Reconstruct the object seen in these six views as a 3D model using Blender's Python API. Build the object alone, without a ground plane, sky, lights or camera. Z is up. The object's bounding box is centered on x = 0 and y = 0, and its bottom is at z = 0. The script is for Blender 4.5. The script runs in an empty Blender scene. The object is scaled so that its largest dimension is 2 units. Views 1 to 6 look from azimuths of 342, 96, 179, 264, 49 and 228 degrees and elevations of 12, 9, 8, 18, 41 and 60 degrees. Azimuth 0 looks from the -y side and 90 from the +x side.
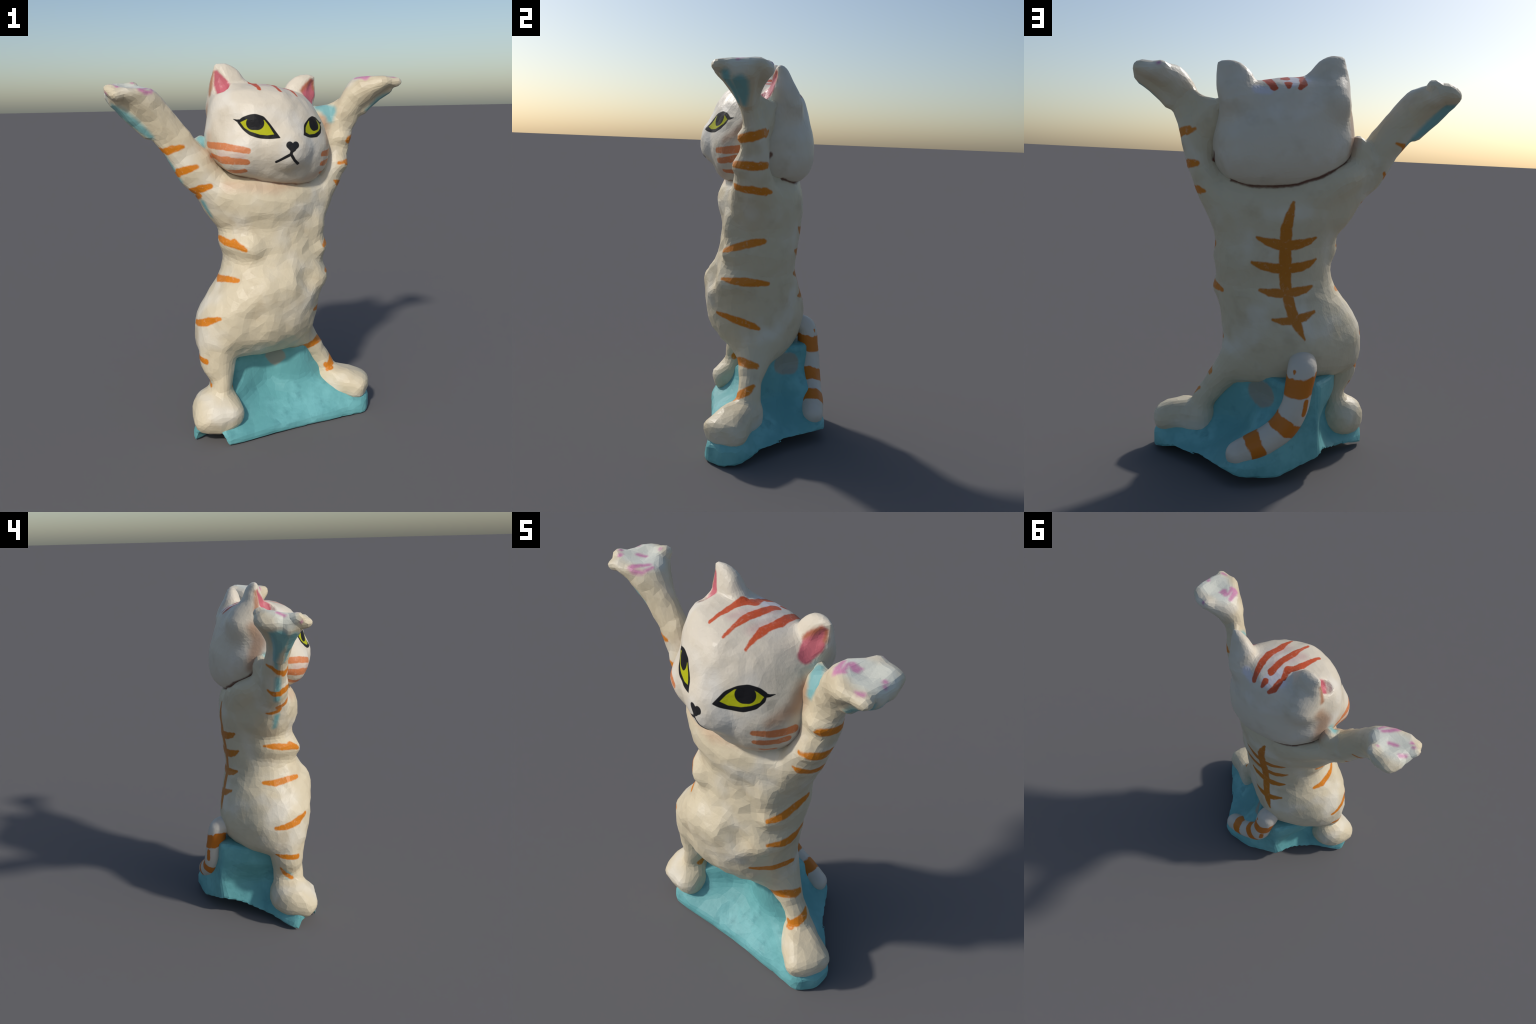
# A glazed figurine of a dancing cat with raised arms on a turquoise mound.
import bpy, math
import numpy as np
from mathutils import Vector

# ------------------------------------------------------------------ implicit modelling kit
def smin(a, b, k):
    h = np.maximum(k - np.abs(a - b), 0.0) / k
    return np.minimum(a, b) - h * h * k * 0.25

def smax(a, b, k):
    return -smin(-a, -b, k)

def spline(keys, n):
    """Catmull-Rom through rows of keys, n samples per span."""
    k = np.array(keys, float)
    p = np.vstack([2 * k[0] - k[1], k, 2 * k[-1] - k[-2]])
    out = []
    for i in range(1, len(p) - 2):
        for t in np.linspace(0, 1, n, endpoint=False):
            out.append(0.5 * ((2 * p[i]) + (p[i + 1] - p[i - 1]) * t
                       + (2 * p[i - 1] - 5 * p[i] + 4 * p[i + 1] - p[i + 2]) * t * t
                       + (3 * p[i] - p[i - 1] - 3 * p[i + 1] + p[i + 2]) * t ** 3))
    out.append(k[-1])
    return np.array(out)


class Field:
    """A sampled signed-distance field on a regular grid."""

    def __init__(self, lo, hi, h):
        self.lo, self.h = np.array(lo, float), h
        self.n = np.ceil((np.array(hi) - self.lo) / h).astype(int) + 1
        self.ax = [self.lo[i] + h * np.arange(self.n[i]) for i in range(3)]
        self.f = np.full(self.n, 0.5, np.float32)

    def box(self, lo, hi):
        s = []
        for i in range(3):
            a = np.searchsorted(self.ax[i], lo[i]); b = np.searchsorted(self.ax[i], hi[i])
            s.append(slice(max(a, 0), max(b, a + 1)))
        s = tuple(s)
        X, Y, Z = np.meshgrid(*[self.ax[i][s[i]] for i in range(3)], indexing="ij")
        return s, X, Y, Z

    def blur(self, rounds):
        for _ in range(rounds):
            for ax in range(3):
                f = self.f
                self.f = 0.5 * f + 0.25 * (np.roll(f, 1, ax) + np.roll(f, -1, ax))

    def add(self, prim, k=0.04, pad=0.11):
        lo, hi, fn = prim
        s, X, Y, Z = self.box(np.array(lo) - pad, np.array(hi) + pad)
        self.f[s] = smin(self.f[s], fn(X, Y, Z).astype(np.float32), k)

    def cut(self, prim, k=0.02, pad=0.08):
        lo, hi, fn = prim
        s, X, Y, Z = self.box(np.array(lo) - pad, np.array(hi) + pad)
        self.f[s] = smax(self.f[s], -fn(X, Y, Z).astype(np.float32), k)


def loft(rows, front=((0, 2.4), (2, 2.4)), back=((0, 2.4), (2, 2.4)), yaw=0.0, roll=0.0, yaw_back=None):
    """Stack of rounded sections: rows of z, x left, x right, y front, y back."""
    yaw_back = yaw if yaw_back is None else yaw_back
    R = spline(sorted(rows), 6)
    z0, z1 = R[0, 0], R[-1, 0]

    def fn(X, Y, Z):
        Z = Z + roll * (X - 0.06)
        g = lambda c: np.interp(Z, R[:, 0], R[:, c])
        xl, xr, yf, yb = g(1), g(2), g(3), g(4)
        cx, cy = (xl + xr) / 2, (yf + yb) / 2
        w = np.clip((Y - cy) / 0.2 + 0.5, 0, 1); w = w * w * (3 - 2 * w)
        ang = np.radians(yaw + (yaw_back - yaw) * w); cs, sn = np.cos(ang), np.sin(ang)
        dx, dy = (X - cx) * cs + (Y - cy) * sn, (Y - cy) * cs - (X - cx) * sn
        a, b = np.maximum((xr - xl) / 2, 1e-3), np.maximum((yb - yf) / 2, 1e-3)
        power = np.where(dy < 0, np.interp(Z, *np.array(front).T), np.interp(Z, *np.array(back).T))
        rho = (np.abs(dx / a) ** power + np.abs(dy / b) ** power) ** (1 / power) + 1e-6
        d = np.hypot(dx, dy) * (1 - 1 / rho)
        d = np.where(rho < 0.05, -np.minimum(a, b), d)
        return smax(d, np.maximum(z0 - Z, Z - z1), 0.03)

    return ((R[:, 1].min(), R[:, 3].min(), z0), (R[:, 2].max(), R[:, 4].max(), z1), fn)


def tube(rows, n=5, side=(0, 1, 0), power=2.0):
    """Swept oval: rows of x, y, z, half width across, half width along 'side'."""
    R = spline(rows, n)
    P, A, B = R[:, :3], R[:, 3], R[:, 4]
    side = np.array(side, float)
    T = np.gradient(P, axis=0)
    T /= np.linalg.norm(T, axis=1, keepdims=True)
    reach = max(A.max(), B.max())

    def fn(X, Y, Z):
        Q = np.stack([X, Y, Z], -1)
        best = np.full(X.shape, 9.0)
        for i in range(len(P) - 1):
            ab = P[i + 1] - P[i]
            t = np.clip(((Q - P[i]) @ ab) / (ab @ ab), 0, 1)
            q = Q - P[i] - t[..., None] * ab
            tg = T[i] + T[i + 1]; tg /= np.linalg.norm(tg)
            v = side - (side @ tg) * tg; v /= np.linalg.norm(v)
            u = np.cross(tg, v)
            a, b = A[i] + t * (A[i + 1] - A[i]), B[i] + t * (B[i + 1] - B[i])
            rho = (np.abs(q @ u / a) ** power + np.abs(q @ v / b) ** power
                   + np.abs(q @ tg / np.minimum(a, b)) ** power) ** (1 / power) + 1e-6
            d = np.linalg.norm(q, axis=-1) * (1 - 1 / rho)
            d = np.where(rho < 0.05, -np.minimum(a, b), d)
            best = np.minimum(best, d)
        return best

    return (P.min(0) - reach, P.max(0) + reach, fn)


def blob(c, r, turn=(0, 0, 0), power=2.0):
    """Rotated ellipsoid / superellipsoid; turn = Euler degrees xyz."""
    from mathutils import Euler
    M = np.array(Euler([math.radians(a) for a in turn]).to_matrix())
    c, r = np.array(c, float), np.array(r, float)

    def fn(X, Y, Z):
        q = (np.stack([X, Y, Z], -1) - c) @ M
        rho = (np.abs(q / r) ** power).sum(-1) ** (1 / power) + 1e-6
        return np.where(rho < 0.05, -r.min(), np.linalg.norm(q, axis=-1) * (1 - 1 / rho))

    return (c - r.max(), c + r.max(), fn)


def halfspace(lo, hi, p, n):
    """Everything on the side of the plane the normal points to (used to cut)."""
    p, n = np.array(p, float), np.array(n, float)
    n = n / np.linalg.norm(n)
    return (lo, hi, lambda X, Y, Z: -((X - p[0]) * n[0] + (Y - p[1]) * n[1] + (Z - p[2]) * n[2]))


TURN = np.linspace(-math.pi, math.pi, 721)

def star_radius(poly, centre):
    """Distance from the centre to the outline for every direction in TURN."""
    D = np.stack([np.cos(TURN), np.sin(TURN)], -1)
    p = np.array(poly, float) - centre
    r = np.zeros(len(TURN))
    for a, b in zip(p, np.roll(p, -1, 0)):
        e = b - a
        den = D[:, 0] * e[1] - D[:, 1] * e[0]
        den = np.where(np.abs(den) < 1e-9, 1e-9, den)
        t = (a[0] * e[1] - a[1] * e[0]) / den
        s = (a[0] * D[:, 1] - a[1] * D[:, 0]) / den
        r = np.where((s >= -1e-6) & (s <= 1 + 1e-6) & (t > 0), np.maximum(r, t), r)
    return r


def terrace(levels, centre):
    """Star-shaped outlines stacked in z: list of (z, [(x, y), ...])."""
    rad = [star_radius(poly, centre) for z, poly in levels]
    rad = np.array(rad)
    zs = np.array([z for z, _ in levels])
    allp = np.vstack([np.array(p) for _, p in levels])

    def fn(X, Y, Z):
        dx, dy = X - centre[0], Y - centre[1]
        ti = (np.arctan2(dy, dx) + math.pi) / (2 * math.pi) * 720
        t0 = np.clip(ti.astype(int), 0, 719); tf = ti - t0
        zi = np.interp(Z, zs, np.arange(len(zs)))
        z0 = np.clip(zi.astype(int), 0, len(zs) - 2); zf = zi - z0
        g = lambda a, b: rad[a, b]
        r = (g(z0, t0) * (1 - tf) + g(z0, t0 + 1) * tf) * (1 - zf) + (g(z0 + 1, t0) * (1 - tf) + g(z0 + 1, t0 + 1) * tf) * zf
        return np.maximum((np.hypot(dx, dy) - r) * 0.75, Z - zs[-1])

    return ((allp[:, 0].min(), allp[:, 1].min(), zs[0]), (allp[:, 0].max(), allp[:, 1].max(), zs[-1]), fn)


def surface(field):
    """Naive surface nets: vertices and quads of the zero level."""
    f, n = field.f, field.n
    inside = f < 0
    m = n - 1
    c = np.zeros(m, int)
    corner = [(i, j, k) for i in (0, 1) for j in (0, 1) for k in (0, 1)]
    sl = lambda o: tuple(slice(o[i], o[i] + m[i]) for i in range(3))
    for o in corner:
        c += inside[sl(o)]
    cells = np.argwhere((c > 0) & (c < 8))
    idx = np.full(m, -1)
    idx[tuple(cells.T)] = np.arange(len(cells))
    acc, cnt = np.zeros((len(cells), 3)), np.zeros(len(cells))
    for a in corner:
        for ax in range(3):
            if a[ax]:
                continue
            b = list(a); b[ax] = 1
            fa, fb = f[tuple((cells + a).T)], f[tuple((cells + b).T)]
            hit = (fa < 0) != (fb < 0)
            t = np.where(hit, fa / np.where(hit, fa - fb, 1), 0)
            p = np.array(a, float) + np.zeros((len(cells), 3)); p[:, ax] = t
            acc += p * hit[:, None]; cnt += hit
    verts = field.lo + field.h * (cells + acc / cnt[:, None])
    quads = []
    for ax in range(3):
        u, v = (ax + 1) % 3, (ax + 2) % 3
        lo = [slice(1, n[i] - 1) for i in range(3)]
        lo[ax] = slice(0, n[ax] - 1)
        hi = list(lo); hi[ax] = slice(1, n[ax])
        A, B = inside[tuple(lo)], inside[tuple(hi)]
        for flip, mask in ((False, A & ~B), (True, B & ~A)):
            e = np.argwhere(mask)
            if not len(e):
                continue
            off = np.array([s.start for s in lo]); e = e + off
            def at(du, dv):
                q = e.copy(); q[:, u] -= du; q[:, v] -= dv
                return idx[tuple(q.T)]
            ring = [at(1, 1), at(0, 1), at(0, 0), at(1, 0)]
            quads.append(np.stack(ring[::-1] if flip else ring, -1))
    return verts, np.vstack(quads)


def lumps(P, scale, seed):
    """Smooth Perlin lumps in about [-1, 1]."""
    from mathutils import noise
    off = Vector((seed * 7.3, seed * 3.1, seed * 5.7))
    return np.array([noise.noise(Vector(p) / scale + off) for p in P]) * 1.6


H = 0.009

# ------------------------------------------------------------------ cat body (torso, arms, legs)
body = Field((-0.90, -0.45, 0.04), (0.90, 0.32, 2.02), H)
body.add(loft([
    (0.405, -0.14, 0.22, -0.04, 0.10), (0.43, -0.26, 0.28, -0.145, 0.135), (0.46, -0.33, 0.295, -0.20, 0.165),
    (0.50, -0.375, 0.305, -0.25, 0.19), (0.55, -0.385, 0.31, -0.30, 0.208), (0.60, -0.380, 0.315, -0.320, 0.217),
    (0.65, -0.368, 0.322, -0.328, 0.219), (0.70, -0.352, 0.330, -0.333, 0.211), (0.75, -0.332, 0.34, -0.337, 0.198),
    (0.80, -0.302, 0.35, -0.337, 0.184), (0.85, -0.260, 0.358, -0.330, 0.172), (0.90, -0.230, 0.360, -0.303, 0.163),
    (0.95, -0.212, 0.366, -0.270, 0.165), (1.00, -0.207, 0.373, -0.252, 0.172), (1.05, -0.209, 0.372, -0.245, 0.178),
    (1.12, -0.222, 0.372, -0.240, 0.183), (1.18, -0.245, 0.375, -0.248, 0.187), (1.24, -0.270, 0.385, -0.264, 0.190),
    (1.30, -0.285, 0.39, -0.266, 0.185), (1.36, -0.29, 0.38, -0.242, 0.165), (1.42, -0.25, 0.34, -0.20, 0.12),
    (1.46, -0.15, 0.25, -0.10, 0.05)], front=((0.5, 2.3), (0.7, 2.35), (0.85, 2.35), (1.0, 2.15), (1.2, 2.05), (1.35, 2.2)), back=((0.5, 1.5), (0.7, 1.6), (0.85, 2.0), (0.97, 2.0), (1.1, 1.8), (1.3, 2.0)), yaw=9))
ARM_R = [(-0.20, -0.06, 1.27, 0.10, 0.11), (-0.275, -0.08, 1.385, 0.10, 0.095), (-0.358, -0.09, 1.474, 0.098, 0.075),
         (-0.435, -0.088, 1.592, 0.088, 0.066), (-0.497, -0.093, 1.672, 0.088, 0.060), (-0.560, -0.093, 1.752, 0.086, 0.070),
         (-0.625, -0.090, 1.818, 0.085, 0.100), (-0.685, -0.086, 1.855, 0.068, 0.135), (-0.75, -0.090, 1.848, 0.045, 0.122)]
body.add(tube(ARM_R), 0.05)
body.add(tube([(-0.745, -0.10, 1.805, 0.030, 0.075), (-0.675, -0.095, 1.735, 0.028, 0.045), (-0.595, -0.09, 1.655, 0.03, 0.03)]), 0.03)
body.cut(halfspace((-0.9, -0.4, 1.78), (-0.45, 0.2, 2.0), (-0.66, -0.10, 1.89), (0.10, -0.18, 1.0)), 0.02)
ARM_L = [(0.30, -0.03, 1.24, 0.11, 0.13), (0.385, -0.035, 1.36, 0.095, 0.105), (0.435, -0.04, 1.45, 0.078, 0.085),
         (0.468, -0.025, 1.54, 0.077, 0.07), (0.486, -0.025, 1.61, 0.075, 0.062), (0.51, -0.04, 1.69, 0.077, 0.047),
         (0.554, -0.055, 1.778, 0.076, 0.052), (0.615, -0.060, 1.862, 0.078, 0.095), (0.685, -0.058, 1.893, 0.060, 0.138),
         (0.752, -0.062, 1.900, 0.042, 0.120)]
body.add(tube(ARM_L), 0.05)
body.add(tube([(0.755, -0.07, 1.860, 0.030, 0.085), (0.70, -0.06, 1.822, 0.028, 0.06), (0.625, -0.05, 1.755, 0.03, 0.035)]), 0.03)
body.cut(halfspace((0.45, -0.4, 1.85), (0.9, 0.2, 2.0), (0.68, -0.10, 1.935), (0.0, -0.03, 1.0)), 0.02)
body.add(tube([(-0.168, -0.06, 1.07, 0.03, 0.05), (-0.155, -0.165, 1.065, 0.04, 0.055), (-0.085, -0.224, 1.05, 0.04, 0.055)], side=(1, 0, 0)), 0.08)
# shoulder that fills in under the back of the head
body.add(tube([(-0.08, 0.09, 1.37, 0.07, 0.06), (-0.22, 0.05, 1.42, 0.07, 0.06), (-0.32, -0.05, 1.50, 0.055, 0.05)]), 0.07)
# fuller ribs and a dent in the flank on the cat's left
body.add(blob((0.265, -0.12, 1.13), (0.09, 0.085, 0.11)), 0.05)
body.cut(blob((0.238, -0.325, 0.885), (0.085, 0.09, 0.085)), 0.06)
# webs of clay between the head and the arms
body.add(blob((0.415, 0.005, 1.68), (0.08, 0.055, 0.095)), 0.03)
body.add(blob((0.405, -0.03, 1.60), (0.05, 0.045, 0.11)), 0.04)
body.add(tube([(0.34, 0.05, 1.76, 0.03, 0.025), (0.42, 0.02, 1.745, 0.026, 0.022), (0.49, -0.02, 1.78, 0.03, 0.025)]), 0.03)
body.add(blob((-0.305, -0.03, 1.565), (0.06, 0.05, 0.07)), 0.03)
body.add(tube([(-0.25, -0.115, 0.64, 0.12, 0.175), (-0.268, -0.152, 0.52, 0.108, 0.118), (-0.280, -0.160, 0.43, 0.097, 0.10),
               (-0.268, -0.168, 0.33, 0.062, 0.09), (-0.275, -0.17, 0.24, 0.06, 0.09)]), 0.05)
body.add(tube([(0.18, -0.02, 0.55, 0.12, 0.14), (0.27, -0.015, 0.45, 0.085, 0.09), (0.345, -0.018, 0.36, 0.065, 0.060),
               (0.395, -0.018, 0.29, 0.06, 0.058), (0.42, -0.03, 0.20, 0.07, 0.065)]), 0.05)
# crease between the belly and the thigh
body.cut(tube([(-0.15, -0.325, 0.48, 0.035, 0.035), (-0.135, -0.362, 0.58, 0.055, 0.05), (-0.10, -0.385, 0.68, 0.05, 0.045)]), 0.06)
# feet
body.add(tube([(0.415, -0.025, 0.18, 0.08, 0.08), (0.49, -0.072, 0.178, 0.086, 0.10), (0.57, -0.105, 0.158, 0.078, 0.115)], side=(0.6, 0.8, 0), power=2.5), 0.03)
body.add(tube([(-0.265, -0.13, 0.17, 0.075, 0.07), (-0.302, -0.185, 0.165, 0.108, 0.125), (-0.305, -0.248, 0.142, 0.084, 0.138)], side=(0.9, -0.4, 0), power=2.5), 0.03)
# toe grooves and cupped palms
body.cut(tube([(-0.270, -0.30, 0.245, 0.018, 0.014), (-0.282, -0.352, 0.18, 0.026, 0.016), (-0.285, -0.372, 0.12, 0.016, 0.012)]), 0.02)
body.cut(tube([(0.60, -0.235, 0.20, 0.010, 0.012), (0.605, -0.245, 0.10, 0.012, 0.012)]), 0.02)
body.cut(tube([(0.535, -0.265, 0.20, 0.010, 0.012), (0.54, -0.27, 0.10, 0.012, 0.012)]), 0.02)
body.cut(blob((0.69, -0.06, 1.985), (0.085, 0.11, 0.06)), 0.02)
body.cut(blob((-0.68, -0.09, 1.945), (0.075, 0.10, 0.06), (10, 5, 0)), 0.02)
for y in (-0.13, -0.045, 0.03):
    body.cut(tube([(0.80, y, 1.96, 0.012, 0.010), (0.815, y, 1.89, 0.016, 0.012), (0.765, y * 0.9, 1.81, 0.010, 0.010)]), 0.025)
for y in (-0.16, -0.08, 0.0):
    body.cut(tube([(-0.79, y, 1.90, 0.012, 0.010), (-0.815, y, 1.84, 0.016, 0.012), (-0.765, y * 0.9, 1.77, 0.010, 0.010)]), 0.025)
for c, r in (((0.745, 0.022, 1.912), 0.030), ((0.650, 0.040, 1.912), 0.034), ((0.772, -0.155, 1.898), 0.034), ((-0.645, 0.012, 1.888), 0.034), ((-0.750, -0.195, 1.846), 0.034), ((-0.775, -0.150, 1.872), 0.034), ((-0.725, 0.005, 1.865), 0.034)):
    body.add(blob(c, (r, r, r * 0.8)), 0.02)
# stripe ridges on the flank
for z in (1.01, 0.845):
    body.add(tube([(0.325, -0.06, z + 0.015, 0.03, 0.03), (0.336, -0.115, z + 0.008, 0.033, 0.035), (0.318, -0.172, z, 0.026, 0.03)], side=(1, 0, 0)), 0.06)
for c in ((0.49, -0.065, 1.60), (0.472, -0.08, 1.455)):
    body.add(blob(c, (0.045, 0.045, 0.028)), 0.04)

# ------------------------------------------------------------------ head and ears
head = Field((-0.40, -0.48, 1.30), (0.55, 0.36, 2.03), H)
head.add(loft([
    (1.362, 0.03, 0.15, -0.12, 0.095), (1.385, -0.08, 0.27, -0.23, 0.16), (1.41, -0.155, 0.32, -0.265, 0.188), (1.44, -0.205, 0.355, -0.285, 0.208),
    (1.50, -0.262, 0.39, -0.315, 0.224), (1.56, -0.285, 0.405, -0.332, 0.224), (1.62, -0.288, 0.41, -0.335, 0.217),
    (1.70, -0.28, 0.395, -0.320, 0.200), (1.76, -0.268, 0.368, -0.30, 0.185), (1.81, -0.248, 0.335, -0.268, 0.165),
    (1.85, -0.215, 0.285, -0.222, 0.13), (1.88, -0.15, 0.205, -0.15, 0.065), (1.895, -0.06, 0.10, -0.09, 0.02)],
    front=((1.4, 2.4), (1.53, 2.3), (1.63, 1.8), (1.76, 1.6), (1.9, 1.55)), back=((1.4, 2.5), (1.6, 2.3), (1.8, 1.8), (1.9, 1.8)), yaw=10, roll=0.07, yaw_back=17))
head.add(blob((0.09, -0.315, 1.57), (0.09, 0.045, 0.08)), 0.08)
head.add(blob((-0.14, -0.215, 1.53), (0.11, 0.08, 0.085)), 0.07)
# ears: leaning triangular blocks with a scooped front
head.add(tube([(-0.15, 0.04, 1.78, 0.10, 0.10), (-0.144, 0.0, 1.88, 0.100, 0.066), (-0.163, -0.006, 1.94, 0.074, 0.044), (-0.187, -0.011, 1.970, 0.041, 0.026), (-0.208, -0.014, 1.992, 0.012, 0.009)]), 0.06)
head.add(tube([(0.275, 0.085, 1.77, 0.095, 0.095), (0.300, 0.075, 1.85, 0.092, 0.060), (0.338, 0.073, 1.90, 0.062, 0.038), (0.376, 0.067, 1.932, 0.018, 0.013)]), 0.06)
head.cut(tube([(-0.200, -0.088, 1.876, 0.040, 0.038), (-0.202, -0.074, 1.900, 0.044, 0.040), (-0.208, -0.055, 1.940, 0.028, 0.030), (-0.215, -0.034, 1.975, 0.008, 0.012)]), 0.012)
head.cut(tube([(0.350, -0.022, 1.822, 0.036, 0.036), (0.358, -0.004, 1.850, 0.045, 0.042), (0.369, 0.026, 1.893, 0.028, 0.028), (0.380, 0.048, 1.918, 0.008, 0.010)]), 0.012)

# ------------------------------------------------------------------ tail
tail = Field((-0.25, 0.05, -0.02), (0.42, 0.45, 0.72), H)
tail.add(tube([(-0.075, 0.168, 0.57, 0.06, 0.052), (-0.075, 0.230, 0.54, 0.07, 0.057), (-0.062, 0.250, 0.45, 0.066, 0.057), (-0.046, 0.264, 0.36, 0.066, 0.057),
               (-0.005, 0.273, 0.275, 0.066, 0.058), (0.06, 0.283, 0.215, 0.066, 0.062), (0.13, 0.293, 0.175, 0.066, 0.066),
               (0.21, 0.303, 0.135, 0.058, 0.060)], side=(0, 1, 0.3)))

# ------------------------------------------------------------------ turquoise mound
base = Field((-0.55, -0.45, -0.03), (0.75, 0.46, 0.60), H)
RIM = [(-0.280, -0.342, 0.002), (0.17, -0.257, 0.0), (0.60, -0.205, 0.0), (0.66, -0.115, 0.0), (0.65, -0.02, 0.018), (0.563, 0.062, 0.05),
       (0.40, 0.22, 0.06), (0.251, 0.364, 0.065), (0.19, 0.378, 0.045), (0.022, 0.335, 0.035), (-0.19, 0.226, 0.105), (-0.241, 0.087, 0.074), (-0.292, -0.035, 0.046), (-0.377, -0.106, 0.035),
       (-0.445, -0.175, 0.015), (-0.435, -0.215, 0.0), (-0.425, -0.235, 0.055), (-0.34, -0.315, 0.09), (-0.31, -0.328, 0.055)]
FOOT = [(x, y) for x, y, z in RIM]
LOW = [(-0.268, -0.305), (-0.12, -0.225), (0.05, -0.19), (0.17, -0.18), (0.35, -0.185), (0.605, -0.20), (0.657, -0.12), (0.66, -0.02), (0.52, 0.035), (0.345, 0.14), (0.251, 0.364),
       (0.19, 0.375), (0.03, 0.33), (-0.188, 0.23), (-0.205, 0.07), (-0.24, -0.05), (-0.35, -0.13), (-0.43, -0.18), (-0.44, -0.25)]
MID = [(-0.20, -0.22), (-0.08, -0.085), (0.05, -0.055), (0.14, -0.085), (0.27, -0.10), (0.36, -0.07), (0.47, -0.05), (0.44, 0.0), (0.31, 0.01), (0.19, 0.115), (0.15, 0.30),
       (0.12, 0.315), (0.02, 0.31), (-0.172, 0.242), (-0.165, 0.08), (-0.175, -0.04), (-0.28, -0.15), (-0.28, -0.20)]
TOP = [(-0.22, -0.15), (-0.1, -0.055), (0.05, -0.055), (0.16, -0.095), (0.25, -0.105), (0.32, -0.06), (0.33, -0.01), (0.31, 0.01), (0.24, 0.05), (0.125, 0.11), (0.02, 0.24),
       (-0.01, 0.26), (-0.16, 0.232), (-0.23, 0.10), (-0.255, 0.00), (-0.265, -0.09), (-0.26, -0.13)]
base.add(terrace([(-0.05, FOOT), (0.055, FOOT), (0.105, LOW), (0.22, MID), (0.36, TOP), (0.47, TOP)], np.array([0.05, 0.02])), 0.01)


def hollow(rim, centre, rise):
    """Space under the mound: follows the rim heights and rises inwards."""
    p = np.array(rim, float)
    ang = np.arctan2(p[:, 1] - centre[1], p[:, 0] - centre[0])
    rad = star_radius(p[:, :2], np.array(centre))
    o = np.argsort(ang)

    def fn(X, Y, Z):
        a = np.arctan2(Y - centre[1], X - centre[0])
        edge = np.interp(a, ang[o], p[o, 2], period=2 * math.pi)
        q = np.clip(np.hypot(X - centre[0], Y - centre[1]) / np.interp(a, TURN, rad), 0, 1)
        return Z - (edge + rise * (1 - q ** 5))

    return ((-0.6, -0.5, -0.1), (0.8, 0.5, 0.25), fn)

base.blur(6)
base.cut(hollow(RIM, (0.05, 0.02), 0.015), 0.004)


# ------------------------------------------------------------------ meshes
def relax(V, Q, rounds):
    for _ in range(rounds):
        s, c = np.zeros_like(V), np.zeros(len(V))
        for i in range(4):
            a, b = Q[:, i], Q[:, (i + 1) % 4]
            for p, q in ((a, b), (b, a)):
                np.add.at(s, p, V[q]); np.add.at(c, p, 1)
        V = V * 0.5 + 0.5 * s / c[:, None]
    return V


def shell(name, field, faces, bump, seed):
    V, Q = surface(field)
    V = relax(V, Q, 2)
    me = bpy.data.meshes.new(name)
    me.from_pydata(V.tolist(), [], Q.tolist())
    N = np.zeros(len(V) * 3); me.vertices.foreach_get("normal", N); N = N.reshape(-1, 3)
    front = 0.8 + 1.2 * np.clip(0.3 - 1.2 * N[:, 1], 0, 1)          # the front is rougher than the back
    V = V + N * (front * (1.3 * bump * lumps(V, 0.10, seed) + 0.7 * bump * lumps(V, 0.05, seed + 1)))[:, None]
    me.vertices.foreach_set("co", V.ravel()); me.update()
    ob = bpy.data.objects.new(name, me)
    bpy.context.scene.collection.objects.link(ob)
    m = ob.modifiers.new("facets", "DECIMATE")
    m.ratio = faces / (2 * len(Q))
    dg = bpy.context.evaluated_depsgraph_get()
    out = bpy.data.meshes.new_from_object(ob.evaluated_get(dg))
    ob.modifiers.clear(); ob.data = out
    bpy.data.meshes.remove(me)
    out.name = name
    return ob

figure = bpy.data.objects.new("cat_figurine", None)
bpy.context.scene.collection.objects.link(figure)
figure["label"] = "white cat figurine with raised arms and orange stripes"
figure["category"] = "figurine"

# ------------------------------------------------------------------ painted marks: brush strokes through points (x, y, z, half width)
def stroke(*pts):
    return pts

#STROKES-BEGIN
CHEEK = [
    stroke((-0.282, -0.104, 1.591, 0.0131), (-0.217, -0.273, 1.581, 0.0145), (-0.133, -0.317, 1.564, 0.0116)),
    stroke((-0.278, -0.121, 1.527, 0.0121), (-0.227, -0.267, 1.517, 0.0155), (-0.136, -0.307, 1.508, 0.0126)),
    stroke((-0.248, -0.144, 1.466, 0.01), (-0.194, -0.235, 1.459, 0.0138), (-0.138, -0.275, 1.461, 0.0107)),
    stroke((0.319, -0.236, 1.521, 0.0107), (0.372, -0.171, 1.524, 0.0153), (0.392, -0.123, 1.541, 0.0137)),
    stroke((0.303, -0.231, 1.472, 0.0098), (0.351, -0.178, 1.47, 0.0135), (0.38, -0.146, 1.499, 0.0098)),
    stroke((0.311, -0.193, 1.429, 0.0073), (0.326, -0.166, 1.422, 0.0097)),
]
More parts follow.
